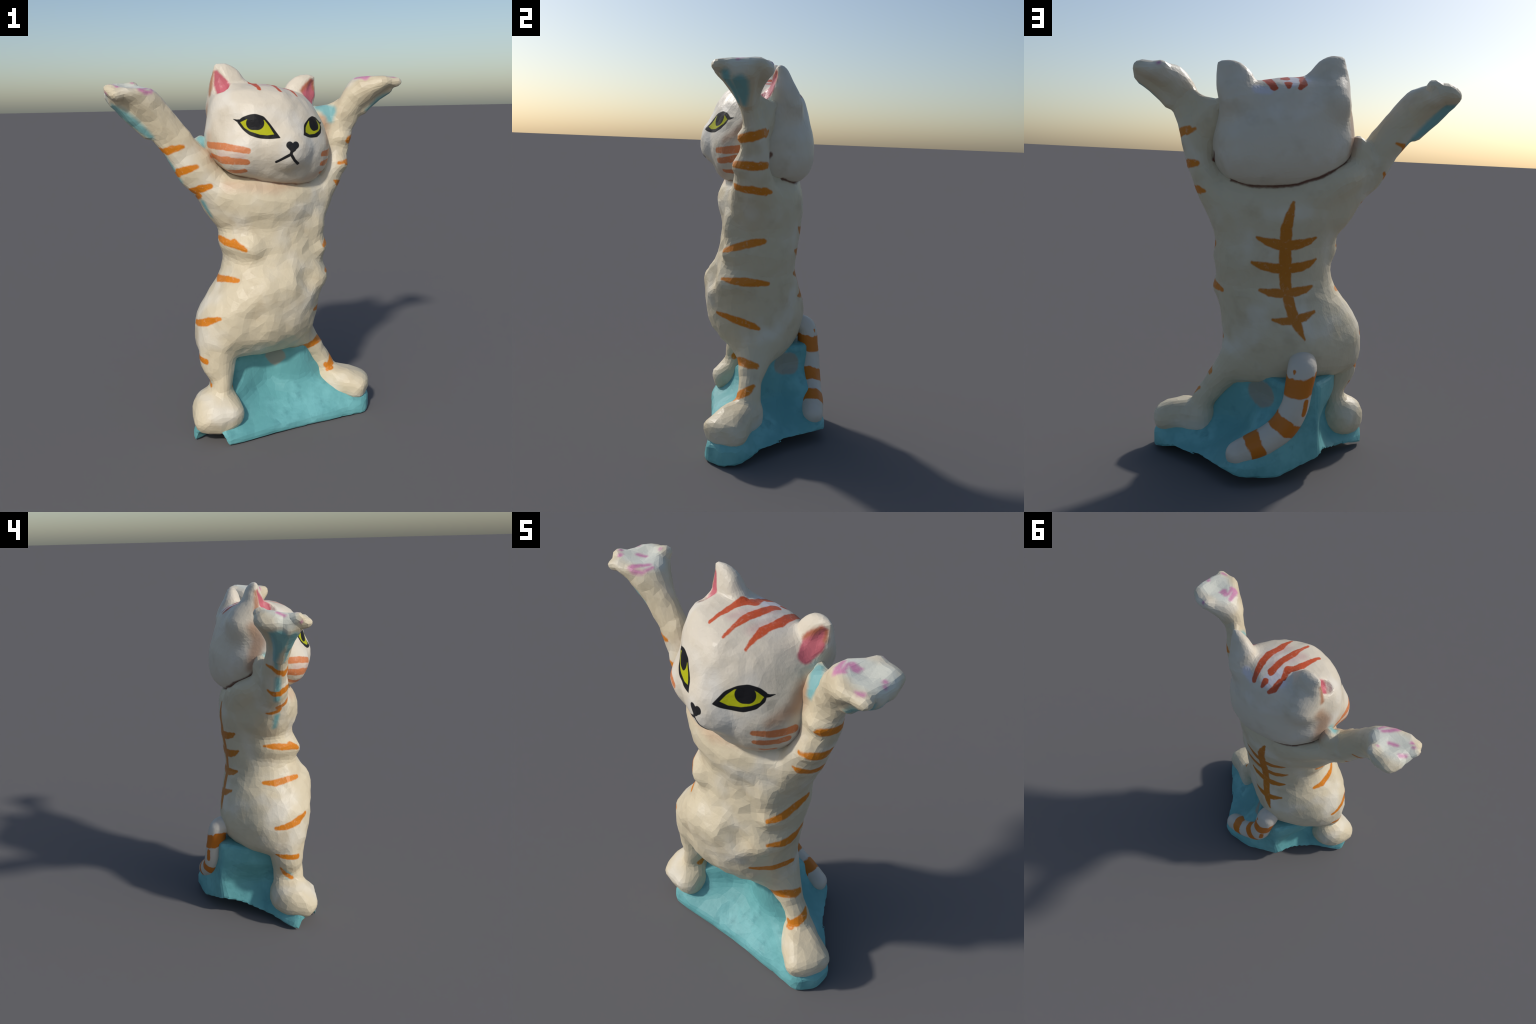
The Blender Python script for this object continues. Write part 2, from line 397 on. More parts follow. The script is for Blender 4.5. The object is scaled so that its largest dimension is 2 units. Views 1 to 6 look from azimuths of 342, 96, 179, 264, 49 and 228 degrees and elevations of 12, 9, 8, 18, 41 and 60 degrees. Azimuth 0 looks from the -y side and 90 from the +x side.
CROWN = [
    stroke((-0.033, -0.192, 1.864, 0.0039), (-0.021, -0.109, 1.893, 0.0117), (-0.01, -0.037, 1.901, 0.0144), (-0.004, 0.033, 1.894, 0.0133)),
    stroke((0.077, -0.199, 1.857, 0.005), (0.078, -0.123, 1.881, 0.0139), (0.081, -0.029, 1.892, 0.0142), (0.078, 0.074, 1.878, 0.0119)),
    stroke((0.178, -0.168, 1.838, 0.0074), (0.17, -0.103, 1.864, 0.0162), (0.165, -0.018, 1.878, 0.0165), (0.132, 0.104, 1.854, 0.0145)),
    stroke((0.181, -0.179, 1.831, 0.0071), (0.159, -0.079, 1.873, 0.0166), (0.17, -0.004, 1.876, 0.0219), (0.148, 0.073, 1.863, 0.0218), (0.115, 0.152, 1.827, 0.0171)),
    stroke((0.083, -0.21, 1.851, 0.007), (0.069, -0.089, 1.888, 0.0182), (0.076, -0.006, 1.891, 0.0203), (0.064, 0.074, 1.88, 0.0201)),
    stroke((0.053, 0.131, 1.86, 0.02), (0.051, 0.156, 1.841, 0.0112)),
    stroke((-0.025, -0.194, 1.864, 0.0091), (-0.024, -0.096, 1.896, 0.018), (-0.024, -0.03, 1.901, 0.0214), (0.012, 0.003, 1.896, 0.0201), (-0.013, 0.054, 1.89, 0.0168)),
    stroke((-0.012, 0.082, 1.884, 0.0168), (-0.019, 0.135, 1.863, 0.0185), (-0.005, 0.16, 1.839, 0.0111)),
]
ARM_R = [
    stroke((-0.491, -0.033, 1.61, 0.0061), (-0.532, -0.058, 1.601, 0.012), (-0.526, -0.097, 1.573, 0.0163), (-0.489, -0.137, 1.569, 0.0183), (-0.508, -0.121, 1.566, 0.0198), (-0.477, -0.145, 1.576, 0.0197), (-0.427, -0.155, 1.587, 0.0109)),
    stroke((-0.442, -0.045, 1.463, 0.0088), (-0.452, -0.079, 1.443, 0.0159), (-0.448, -0.113, 1.445, 0.0177), (-0.449, -0.123, 1.456, 0.0209), (-0.414, -0.152, 1.469, 0.0208), (-0.361, -0.163, 1.484, 0.0119)),
    stroke((-0.34, -0.049, 1.313, 0.0064), (-0.347, -0.082, 1.315, 0.0137), (-0.343, -0.124, 1.329, 0.0146), (-0.379, -0.111, 1.357, 0.0211), (-0.343, -0.152, 1.367, 0.0229), (-0.294, -0.173, 1.382, 0.0139)),
    stroke((-0.227, -0.042, 1.095, 0.0067), (-0.23, -0.094, 1.09, 0.0172), (-0.217, -0.163, 1.08, 0.0202), (-0.153, -0.244, 1.059, 0.0147), (-0.192, -0.203, 1.083, 0.0221), (-0.137, -0.254, 1.047, 0.011)),
    stroke((-0.226, -0.037, 0.868, 0.0107), (-0.242, -0.099, 0.869, 0.0203), (-0.232, -0.149, 0.878, 0.0204), (-0.179, -0.239, 0.883, 0.0128)),
    stroke((-0.38, -0.086, 0.642, 0.0115), (-0.374, -0.145, 0.647, 0.0182), (-0.351, -0.207, 0.664, 0.0222), (-0.304, -0.262, 0.693, 0.0127), (-0.34, -0.224, 0.676, 0.0193), (-0.292, -0.271, 0.695, 0.0101)),
]
ARM_L = [
    stroke((0.484, 0.039, 1.631, 0.0084), (0.521, 0.028, 1.617, 0.0186), (0.513, 0.028, 1.627, 0.0191), (0.561, -0.028, 1.602, 0.0243), (0.522, -0.097, 1.589, 0.0192), (0.507, -0.104, 1.586, 0.0086)),
    stroke((0.467, 0.039, 1.471, 0.0065), (0.509, 0.01, 1.468, 0.0206), (0.471, 0.038, 1.469, 0.0157), (0.523, -0.028, 1.465, 0.0237), (0.497, -0.115, 1.47, 0.0166), (0.449, -0.127, 1.467, 0.0081)),
    stroke((0.427, 0.057, 1.339, 0.0092), (0.463, 0.025, 1.347, 0.0186), (0.452, 0.034, 1.339, 0.0167), (0.484, -0.029, 1.349, 0.0212), (0.445, -0.118, 1.359, 0.0159), (0.423, -0.132, 1.372, 0.0067)),
    stroke((0.336, -0.192, 1.025, 0.0098), (0.355, -0.159, 1.036, 0.0166), (0.372, -0.098, 1.055, 0.0203), (0.374, -0.035, 1.076, 0.0212), (0.367, 0.022, 1.088, 0.0154)),
    stroke((0.339, -0.189, 0.876, 0.0069), (0.371, -0.132, 0.876, 0.0176), (0.378, -0.066, 0.875, 0.0243), (0.373, -0.003, 0.869, 0.0204), (0.317, 0.044, 0.862, 0.0108)),
    stroke((0.259, -0.224, 0.677, 0.0092), (0.302, -0.157, 0.67, 0.0181), (0.32, -0.088, 0.653, 0.022), (0.318, -0.027, 0.633, 0.02), (0.314, 0.003, 0.621, 0.012)),
]
LEG = [
    stroke((-0.219, -0.2, 0.29, 0.0176), (0.333, -0.078, 0.443, 0.0223), (0.369, -0.028, 0.438, 0.0231), (0.373, 0.008, 0.436, 0.017)),
    stroke((0.395, -0.099, 0.26, 0.0122), (0.431, -0.058, 0.292, 0.024), (0.443, -0.023, 0.322, 0.0229), (0.429, 0.008, 0.348, 0.0099)),
    stroke((-0.377, -0.084, 0.463, 0.0084), (-0.387, -0.143, 0.458, 0.0158), (-0.364, -0.217, 0.447, 0.018)),
    stroke((-0.353, -0.111, 0.366, 0.0085), (-0.334, -0.139, 0.325, 0.014), (-0.335, -0.181, 0.299, 0.013)),
    stroke((0.414, -0.079, 0.268, 0.0256), (0.393, -0.077, 0.283, 0.0153)),
]
SPINE = [
    stroke((0.004, 0.177, 1.311, 0.0083), (0.018, 0.187, 1.251, 0.0217), (0.031, 0.184, 1.188, 0.0285), (0.031, 0.177, 1.104, 0.0302), (0.027, 0.166, 1.018, 0.0304), (0.022, 0.156, 0.925, 0.0285), (0.006, 0.165, 0.858, 0.0265), (-0.018, 0.185, 0.788, 0.0264), (-0.039, 0.196, 0.743, 0.0243), (-0.061, 0.205, 0.703, 0.0148), (-0.08, 0.208, 0.671, 0.0053)),
    stroke((0.165, 0.178, 1.142, 0.0073), (0.118, 0.184, 1.124, 0.0187), (0.066, 0.183, 1.113, 0.026), (0.024, 0.176, 1.109, 0.0271), (-0.039, 0.156, 1.117, 0.0231), (-0.087, 0.133, 1.13, 0.018), (-0.115, 0.119, 1.145, 0.0074)),
    stroke((0.184, 0.162, 1.021, 0.0073), (0.134, 0.17, 1.008, 0.0199), (0.081, 0.172, 1, 0.0241), (0.018, 0.161, 0.999, 0.0242), (-0.046, 0.137, 1.008, 0.0233), (-0.089, 0.112, 1.022, 0.0171), (-0.115, 0.095, 1.041, 0.0064)),
    stroke((0.139, 0.151, 0.889, 0.0074), (0.097, 0.161, 0.88, 0.019), (0.044, 0.165, 0.879, 0.0222), (-0.025, 0.147, 0.885, 0.0223), (-0.069, 0.122, 0.893, 0.0182), (-0.101, 0.098, 0.908, 0.0076)),
    stroke((0.072, 0.182, 0.755, 0.0074), (0.027, 0.192, 0.751, 0.018), (-0.025, 0.193, 0.759, 0.0222), (-0.073, 0.174, 0.771, 0.0202), (-0.119, 0.141, 0.792, 0.0075)),
]
PAD = [
    stroke((0.646, -0.07, 1.93, 0.0194), (0.617, -0.063, 1.936, 0.0169)),
    stroke((0.634, -0.118, 1.931, 0.0107), (0.606, -0.125, 1.923, 0.0175), (0.577, -0.065, 1.926, 0.0125)),
    stroke((0.766, -0.055, 1.933, 0.0108)),
    stroke((0.655, 0.055, 1.913, 0.0106)),
    stroke((0.76, -0.152, 1.923, 0.006), (0.738, -0.164, 1.921, 0.006)),
    stroke((0.59, -0.107, 1.923, 0.0107), (0.627, -0.12, 1.93, 0.0127), (0.608, -0.072, 1.935, 0.0086), (0.654, -0.053, 1.929, 0.0071)),
    stroke((0.747, -0.163, 1.921, 0.0088), (0.764, -0.156, 1.915, 0.0095)),
    stroke((0.781, -0.069, 1.927, 0.0083)),
    stroke((-0.565, -0.113, 1.876, 0.0094), (-0.573, -0.162, 1.862, 0.0086), (-0.606, -0.188, 1.863, 0.013), (-0.632, -0.184, 1.871, 0.0129)),
    stroke((-0.664, -0.082, 1.885, 0.011), (-0.699, -0.099, 1.885, 0.011)),
    stroke((-0.645, -0.01, 1.901, 0.0075)),
    stroke((-0.753, -0.059, 1.896, 0.01), (-0.773, -0.088, 1.885, 0.01)),
    stroke((-0.769, -0.148, 1.88, 0.0084), (-0.78, -0.158, 1.864, 0.0076)),
    stroke((-0.628, -0.173, 1.874, 0.0144), (-0.591, -0.111, 1.881, 0.0106)),
    stroke((-0.743, -0.165, 1.882, 0.0129)),
]
TEAL = [
    stroke((-0.739, -0.061, 1.773, 0.0601), (-0.657, -0.068, 1.71, 0.0309), (-0.588, -0.073, 1.65, 0.0168), (-0.543, -0.08, 1.596, 0.0103)),
    stroke((-0.501, -0.091, 1.532, 0.0165), (-0.432, -0.095, 1.411, 0.0196)),
    stroke((-0.322, -0.108, 1.289, 0.0184), (-0.281, -0.099, 1.217, 0.014)),
    stroke((0.75, -0.065, 1.841, 0.0384), (0.689, -0.06, 1.801, 0.0326), (0.643, -0.055, 1.755, 0.0132)),
    stroke((0.389, 0.048, 1.21, 0.0228)),
    stroke((-0.35, -0.172, 0.349, 0.0123), (-0.337, -0.182, 0.297, 0.0218), (-0.387, -0.238, 0.273, 0.0187)),
    stroke((-0.307, -0.231, 0.307, 0.014), (-0.353, -0.243, 0.284, 0.0187)),
    stroke((0.425, -0.013, 1.758, 0.0328), (0.442, -0.053, 1.721, 0.0087)),
    stroke((-0.311, -0.059, 1.619, 0.0229), (-0.3, -0.083, 1.585, 0.0127)),
    stroke((0.428, 0.051, 1.749, 0.0139), (0.413, 0.057, 1.652, 0.0111), (0.41, 0.052, 1.621, 0.0074)),
]
EARR = [
    stroke((-0.215, -0.02, 1.956, 0.0093), (-0.207, -0.024, 1.912, 0.0233), (-0.193, -0.035, 1.877, 0.0269)),
    stroke((-0.162, -0.092, 1.885, 0.0153), (-0.15, -0.12, 1.879, 0.0122)),
]
EARR2 = [
    stroke((-0.224, -0.011, 1.949, 0.0073), (-0.236, -0.013, 1.898, 0.0114), (-0.246, -0.023, 1.849, 0.0083)),
]
EARL = [
    stroke((0.276, 0.007, 1.836, 0.0096), (0.32, 0.029, 1.863, 0.0238), (0.353, 0.049, 1.888, 0.0197)),
    stroke((0.325, 0.027, 1.831, 0.0279), (0.33, 0.025, 1.788, 0.0129)),
]
EARLB = [
    stroke((0.36, 0.05, 1.906, 0.0088), (0.331, 0.037, 1.859, 0.022), (0.361, 0.039, 1.822, 0.0165)),
]
NOSE = [
    stroke((0.072, -0.37, 1.588, 0.0155), (0.088, -0.37, 1.573, 0.0165), (0.088, -0.369, 1.559, 0.0068)),
    stroke((0.105, -0.368, 1.587, 0.0156), (0.088, -0.37, 1.573, 0.0145)),
    stroke((0.083, -0.37, 1.561, 0.0073), (0.079, -0.366, 1.542, 0.0068), (0.041, -0.356, 1.522, 0.0058), (0.009, -0.339, 1.504, 0.0058)),
    stroke((0.079, -0.366, 1.542, 0.0068), (0.1, -0.357, 1.512, 0.0063), (0.126, -0.338, 1.492, 0.0069)),
]
CREASE = [
    stroke((0.332, 0.074, 1.394, 0.0053), (0.271, 0.121, 1.378, 0.0063), (0.207, 0.151, 1.367, 0.0073), (0.109, 0.168, 1.362, 0.0073), (-0.026, 0.162, 1.363, 0.0083), (-0.077, 0.153, 1.392, 0.0063), (-0.118, 0.132, 1.42, 0.0053)),
    stroke((0.44, 0.039, 1.548, 0.0065), (0.411, 0.035, 1.478, 0.0093), (0.382, 0.036, 1.447, 0.0083), (0.29, 0.107, 1.386, 0.0063), (0.198, 0.153, 1.367, 0.0062)),
    stroke((-0.141, 0.122, 1.438, 0.0063), (-0.19, 0.125, 1.481, 0.0063), (-0.252, 0.065, 1.532, 0.0092), (-0.283, 0.015, 1.57, 0.0084)),
    stroke((-0.293, -0.11, 1.552, 0.0081), (-0.26, -0.141, 1.481, 0.009), (-0.214, -0.155, 1.428, 0.007), (-0.162, -0.207, 1.4, 0.006), (-0.103, -0.232, 1.391, 0.005)),
    stroke((-0.089, -0.234, 1.389, 0.004), (0.056, -0.24, 1.379, 0.004), (0.196, -0.211, 1.379, 0.0062), (0.239, -0.239, 1.419, 0.0112), (0.295, -0.237, 1.472, 0.0113), (0.32, -0.236, 1.541, 0.0082)),
]
PEACH = [
    stroke((0.382, -0.061, 1.707, 0.0323), (0.386, -0.103, 1.636, 0.0321), (0.344, -0.2, 1.579, 0.0156)),
    stroke((-0.267, 0.008, 1.771, 0.0319), (-0.28, -0.016, 1.701, 0.041), (-0.282, 0.013, 1.622, 0.0365), (-0.268, 0.032, 1.553, 0.0229)),
    stroke((-0.283, -0.115, 1.635, 0.0201), (-0.258, -0.1, 1.52, 0.0304)),
    stroke((0.054, -0.246, 1.368, 0.0251), (0.284, -0.21, 1.419, 0.0259)),
    stroke((-0.209, -0.2, 1.383, 0.0298), (0.034, -0.252, 1.361, 0.03)),
]
GREY_BROWN_PATCH = [
    stroke((0.107, 0.077, 0.377, 0.0543), (0.078, 0.142, 0.366, 0.0534)),
    stroke((0.091, -0.045, 0.365, 0.0499), (0.086, -0.043, 0.313, 0.015)),
]
WHITE = [
    stroke((0.192, 0.132, 1.812, 0.0275), (0.137, 0.154, 1.81, 0.0182)),
    stroke((0.036, 0.058, 1.887, 0.0356), (0.041, 0.123, 1.865, 0.0356)),
    stroke((-0.026, 0.083, 1.884, 0.0265)),
]
EYER_OUTER = [
    stroke((-0.163, -0.254, 1.706, 0.0005), (-0.144, -0.259, 1.724, 0.0005), (-0.104, -0.272, 1.738, 0.0005), (-0.077, -0.282, 1.74, 0.0005), (-0.042, -0.297, 1.728, 0.0005), (-0.009, -0.319, 1.685, 0.0005), (0.024, -0.352, 1.626, 0.0005), (-0.026, -0.336, 1.621, 0.0005), (-0.08, -0.316, 1.628, 0.0005), (-0.114, -0.299, 1.641, 0.0005), (-0.141, -0.279, 1.667, 0.0005)),
]
EYER_INNER = [
    stroke((-0.151, -0.261, 1.704, 0.0005), (-0.123, -0.272, 1.716, 0.0005), (-0.091, -0.283, 1.722, 0.0005), (-0.04, -0.304, 1.712, 0.0005), (-0.02, -0.317, 1.683, 0.0005), (-0.001, -0.337, 1.643, 0.0005), (-0.033, -0.327, 1.638, 0.0005), (-0.069, -0.315, 1.643, 0.0005), (-0.112, -0.294, 1.659, 0.0005), (-0.136, -0.278, 1.677, 0.0005)),
]
EYER_PUPIL = [
    stroke((-0.094, -0.289, 1.699, 0.035), (-0.074, -0.297, 1.698, 0.035)),
]
EYEL_OUTER = [
    stroke((0.164, -0.334, 1.636, 0.0013), (0.185, -0.29, 1.685, 0.0012), (0.22, -0.255, 1.714, 0.0012), (0.251, -0.224, 1.723, 0.0012), (0.284, -0.197, 1.714, 0.0012), (0.309, -0.181, 1.696, 0.0012), (0.313, -0.194, 1.667, 0.0012), (0.298, -0.224, 1.639, 0.0012), (0.264, -0.26, 1.621, 0.0012), (0.213, -0.298, 1.621, 0.0012), (0.184, -0.323, 1.628, 0.0012)),
]
EYEL_INNER = [
    stroke((0.182, -0.312, 1.648, 0.0012), (0.194, -0.29, 1.674, 0.0012), (0.214, -0.265, 1.7, 0.0012), (0.254, -0.228, 1.714, 0.0012), (0.282, -0.208, 1.701, 0.0012), (0.305, -0.193, 1.683, 0.0012), (0.301, -0.21, 1.663, 0.0012), (0.282, -0.235, 1.649, 0.0012), (0.251, -0.265, 1.638, 0.0012), (0.21, -0.295, 1.637, 0.0012)),
]
EYEL_PUPIL = [
    stroke((0.247, -0.249, 1.684, 0.0345), (0.26, -0.237, 1.686, 0.0345)),
]
BLUSH = [
    stroke((0.029, -0.117, 1.889, 0.0256), (0.088, 0.031, 1.885, 0.0261)),
    stroke((0.139, -0.109, 1.871, 0.0251), (0.16, 0.036, 1.871, 0.0257)),
    stroke((-0.256, -0.229, 1.547, 0.0196), (-0.163, -0.308, 1.539, 0.0193)),
]
TAIL_MARKS = [
    stroke((-0.037, 0.284, 0.537, 0.0083), (-0.035, 0.287, 0.526, 0.0037)),
    stroke((-0.098, 0.301, 0.397, 0.0139), (-0.089, 0.305, 0.342, 0.014)),
    stroke((-0.138, 0.238, 0.501, 0.0329), (-0.131, 0.21, 0.508, 0.0274)),
]
EYER_FLICK = stroke((-0.146, -0.263, 1.709, 0.0107), (-0.167, -0.249, 1.713, 0.0059), (-0.181, -0.236, 1.72, 0.0015))
EYEL_FLICK = stroke((0.302, -0.193, 1.689, 0.0111), (0.319, -0.175, 1.689, 0.0061), (0.331, -0.156, 1.693, 0.0015))
#STROKES-END

# ------------------------------------------------------------------ node kit
class Paint:
    """Layered procedural glaze on Object coordinates."""

    def __init__(self, name, rough=0.5):
        self.m = bpy.data.materials.new(name); self.m.use_nodes = True
        self.t = self.m.node_tree
        self.b = self.t.nodes["Principled BSDF"]
        self.b.inputs["Roughness"].default_value = rough
        self.b.inputs["Specular IOR Level"].default_value = 0.3
        self.P = self.t.nodes.new("ShaderNodeTexCoord").outputs["Object"]
        n = self.noise(38.0, 2.0)
        sub = self.vec("SUBTRACT", n.outputs["Color"], (0.5, 0.5, 0.5))
        sc = self.t.nodes.new("ShaderNodeVectorMath"); sc.operation = "SCALE"; sc.inputs["Scale"].default_value = 0.010
        self.t.links.new(sub, sc.inputs[0])
        self.W = self.vec("ADD", self.P, sc.outputs[0])
        self.col = None

    def put(self, sock, v):
        if isinstance(v, bpy.types.NodeSocket):
            self.t.links.new(v, sock)
        elif isinstance(v, (tuple, list)):
            sock.default_value = (*v, 1.0) if len(sock.default_value) == 4 and len(v) == 3 else v
        else:
            sock.default_value = v

    def noise(self, scale, detail=3.0, rough=0.55, w=None):
        n = self.t.nodes.new("ShaderNodeTexNoise")
        n.inputs["Scale"].default_value, n.inputs["Detail"].default_value, n.inputs["Roughness"].default_value = scale, detail, rough
        self.t.links.new(self.P, n.inputs["Vector"])
        return n

    def vec(self, op, a, b):
        n = self.t.nodes.new("ShaderNodeVectorMath"); n.operation = op
        self.put(n.inputs[0], a); self.put(n.inputs[1], b)
        return n.outputs["Value"] if op in ("DOT_PRODUCT", "DISTANCE") else n.outputs[0]

    def math(self, op, a, b=0.0, c=0.0, clamp=False):
        n = self.t.nodes.new("ShaderNodeMath"); n.operation = op; n.use_clamp = clamp
        for k, v in enumerate((a, b, c)):
            self.put(n.inputs[k], v)
        return n.outputs[0]

    def ramp(self, v, lo, hi, a=0.0, b=1.0):
        n = self.t.nodes.new("ShaderNodeMapRange"); n.interpolation_type = "SMOOTHSTEP"
        self.put(n.inputs["Value"], v)
        for k, x in (("From Min", lo), ("From Max", hi), ("To Min", a), ("To Max", b)):
            n.inputs[k].default_value = x
        return n.outputs[0]

    def mix(self, mask, colour, mode="MIX"):
        n = self.t.nodes.new("ShaderNodeMix"); n.data_type = "RGBA"; n.blend_type = mode
        self.put(n.inputs["Factor"], mask)
        self.put(n.inputs[6], self.col); self.put(n.inputs[7], colour)
        self.col = n.outputs[2]

    def strokes(self, marks, soft=0.003, crisp=False):
        """Mask of tapered brush strokes: distance to each segment minus its half width."""
        P = self.P if crisp else self.W
        total = None
        for pts in marks:
            pairs = list(zip(pts, pts[1:])) or [(pts[0], tuple(v + 1e-4 for v in pts[0][:3]) + (pts[0][3],))]
            for a, b in pairs:
                A, ba = np.array(a[:3]), np.array(b[:3]) - np.array(a[:3])
                K = ba / (ba @ ba)
                h = self.math("SUBTRACT", self.vec("DOT_PRODUCT", P, tuple(K)), float(K @ A), clamp=True)
                n = self.t.nodes.new("ShaderNodeVectorMath"); n.operation = "MULTIPLY_ADD"
                self.put(n.inputs[0], h); self.put(n.inputs[1], tuple(ba)); self.put(n.inputs[2], tuple(A))
                d = self.math("SUBTRACT", self.vec("DISTANCE", P, n.outputs[0]), self.math("MULTIPLY_ADD", h, b[3] - a[3], a[3]))
                total = d if total is None else self.math("MINIMUM", total, d)
        return self.ramp(total, -soft, soft, 1.0, 0.0)

    def outline(self, pts, normal, soft=0.0018, round_by=0.007, grow=0.0):
        """Inside of a convex outline seen along 'normal' (half-planes, softly joined)."""
        n = np.array(normal, float); n /= np.linalg.norm(n)
        p = np.array([q[:3] for q in pts])
        e1 = np.cross(n, (0, 0, 1.0)); e1 /= np.linalg.norm(e1); e2 = np.cross(n, e1)
        flat = np.stack([p @ e1, p @ e2], -1)
        hull = convex(flat)
        total = None
        for a, b in zip(hull, hull[1:] + hull[:1]):
            a, b = np.array(a), np.array(b)
            e = b - a
            if np.linalg.norm(e) < 1e-4:
                continue
            inn = np.array([-e[1], e[0]]) / np.linalg.norm(e)
            N = inn[0] * e1 + inn[1] * e2
            d = self.math("SUBTRACT", self.vec("DOT_PRODUCT", self.P, tuple(N)), float(inn @ a))
            total = d if total is None else self.math("SMOOTH_MIN", total, d, round_by)
        return self.ramp(total, -soft - 0.0008 - grow, soft - 0.0008 - grow)

    def done(self, grain=0.0006):
        self.t.links.new(self.col, self.b.inputs["Base Color"])
        bump = self.t.nodes.new("ShaderNodeBump")
        bump.inputs["Strength"].default_value, bump.inputs["Distance"].default_value = 0.35, 0.004
        self.t.links.new(self.noise(55.0, 3.0).outputs["Fac"], bump.inputs["Height"])
        self.t.links.new(bump.outputs[0], self.b.inputs["Normal"])
        return self.m


def convex(pts):
    p = sorted(map(tuple, pts))
    def half(q):
        h = []
        for c in q:
            while len(h) > 1 and (h[-1][0] - h[-2][0]) * (c[1] - h[-2][1]) - (h[-1][1] - h[-2][1]) * (c[0] - h[-2][0]) <= 0:
                h.pop()
            h.append(c)
        return h[:-1]
    return half(p) + half(p[::-1])


# ------------------------------------------------------------------ colours
CREAM, CREAM_DARK, CREAM_PALE = (0.63, 0.545, 0.385), (0.52, 0.43, 0.29), (0.73, 0.69, 0.60)
FACE, FACE_DARK, FACE_PALE = (0.66, 0.59, 0.475), (0.54, 0.47, 0.36), (0.71, 0.68, 0.62)
ORANGE, OCHRE, RED, RUST = (0.62, 0.20, 0.012), (0.42, 0.18, 0.012), (0.54, 0.09, 0.03), (0.60, 0.19, 0.06)
BLACK, YELLOW, PINK, ROSE = (0.014, 0.014, 0.016), (0.42, 0.43, 0.012), (0.56, 0.20, 0.36), (0.52, 0.13, 0.16)
TEAL_TINT, BROWN_RED, PEACH_TINT, TAN = (0.13, 0.40, 0.43), (0.13, 0.03, 0.015), (0.50, 0.30, 0.19), (0.36, 0.12, 0.04)
PALE = (0.66, 0.63, 0.68)

EAR_PINK = [stroke((-0.178, -0.062, 1.868, 0.044), (-0.188, -0.042, 1.90, 0.038), (-0.206, -0.022, 1.955, 0.014)),
            stroke((0.330, -0.005, 1.805, 0.032), (0.340, 0.018, 1.855, 0.048), (0.362, 0.045, 1.905, 0.020))]
EAR_TAN = [stroke((-0.236, -0.016, 1.85, 0.016), (-0.234, -0.016, 1.90, 0.016), (-0.222, -0.014, 1.955, 0.010)),
           stroke((0.29, 0.015, 1.865, 0.010), (0.33, 0.035, 1.90, 0.012), (0.355, 0.05, 1.92, 0.008)), stroke((0.372, 0.06, 1.87, 0.012), (0.368, 0.065, 1.91, 0.008))]

PALM = [stroke((0.62, -0.06, 1.93, 0.06), (0.72, -0.06, 1.94, 0.09), (0.80, -0.07, 1.91, 0.05)), stroke((-0.60, -0.09, 1.89, 0.06), (-0.70, -0.09, 1.89, 0.09), (-0.79, -0.10, 1.86, 0.05))]
CHEEK_L = [stroke((0.305, -0.245, 1.528, 0.011), (0.360, -0.185, 1.533, 0.0145), (0.410, -0.110, 1.540, 0.015)),
           stroke((0.300, -0.235, 1.478, 0.010), (0.345, -0.190, 1.483, 0.013), (0.390, -0.130, 1.495, 0.013)),
           stroke((0.300, -0.200, 1.432, 0.007), (0.330, -0.155, 1.430, 0.010))]

WEB = [stroke((-0.735, -0.13, 1.795, 0.030), (-0.665, -0.125, 1.715, 0.030), (-0.580, -0.115, 1.640, 0.016)), stroke((0.765, -0.12, 1.865, 0.022), (0.700, -0.10, 1.805, 0.030), (0.640, -0.085, 1.755, 0.014)),
       stroke((-0.330, -0.140, 0.365, 0.010), (-0.340, -0.165, 0.310, 0.022)),
       stroke((0.39, 0.01, 1.755, 0.03), (0.43, -0.02, 1.735, 0.042), (0.425, -0.05, 1.70, 0.02)), stroke((-0.310, -0.060, 1.625, 0.026), (-0.306, -0.085, 1.585, 0.016))]
# layers: key -> (strokes, colour, softness, wear, strength)
LAYERS = {
    "palm": (PALM, (0.66, 0.68, 0.60), 0.025, 0.0, 0.8),
    "tan_side": (PEACH[:2], (0.42, 0.23, 0.13), 0.028, 0.0, 0.75),
    "peach": (PEACH[2:], PEACH_TINT, 0.03, 0.0, 0.5),
    "blush": (BLUSH, (0.60, 0.40, 0.36), 0.03, 0.0, 0.7),
    "teal": (TEAL[:4] + WEB, TEAL_TINT, 0.016, 0.0, 0.85),
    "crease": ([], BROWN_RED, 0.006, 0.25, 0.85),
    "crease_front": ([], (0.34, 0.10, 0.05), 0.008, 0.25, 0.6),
    "cheek": ([tuple(q[:3] + (q[3] * 1.3,) for q in m) for m in CHEEK[:3] + CHEEK_L], RUST, 0.0035, 0.25, 0.95),
    "white": (WHITE, PALE, 0.012, 0.9, 0.8),
    "crown": (CROWN, RED, 0.0035, 0.2, 1.0),
    "ear_pink": (EAR_PINK, ROSE, 0.008, 0.0, 1.0),
    "ear_tan": (EAR_TAN, TAN, 0.012, 0.0, 0.8),
    "arm_stripe": (ARM_R + ARM_L, ORANGE, 0.005, 0.25, 1.0),
    "leg_stripe": (LEG, ORANGE, 0.005, 0.4, 1.0),
    "spine": (SPINE, (0.50, 0.17, 0.012), 0.0045, 0.15, 1.0),
    "pad": (PAD, PINK, 0.011, 0.3, 0.9),
    "nose": ([tuple(q[:3] + (q[3] * 1.2,) for q in m) for m in NOSE], BLACK, 0.002, 0.0, 1.0),
}
FACE_NORMAL = {"eye_r": (-0.22, -0.93, 0.28), "eye_l": (0.58, -0.76, 0.28)}
EYES = {"eye_r": (EYER_OUTER[0], EYER_INNER[0], EYER_PUPIL[0], EYER_FLICK), "eye_l": (EYEL_OUTER[0], EYEL_INNER[0], EYEL_PUPIL[0], EYEL_FLICK)}
made = {}
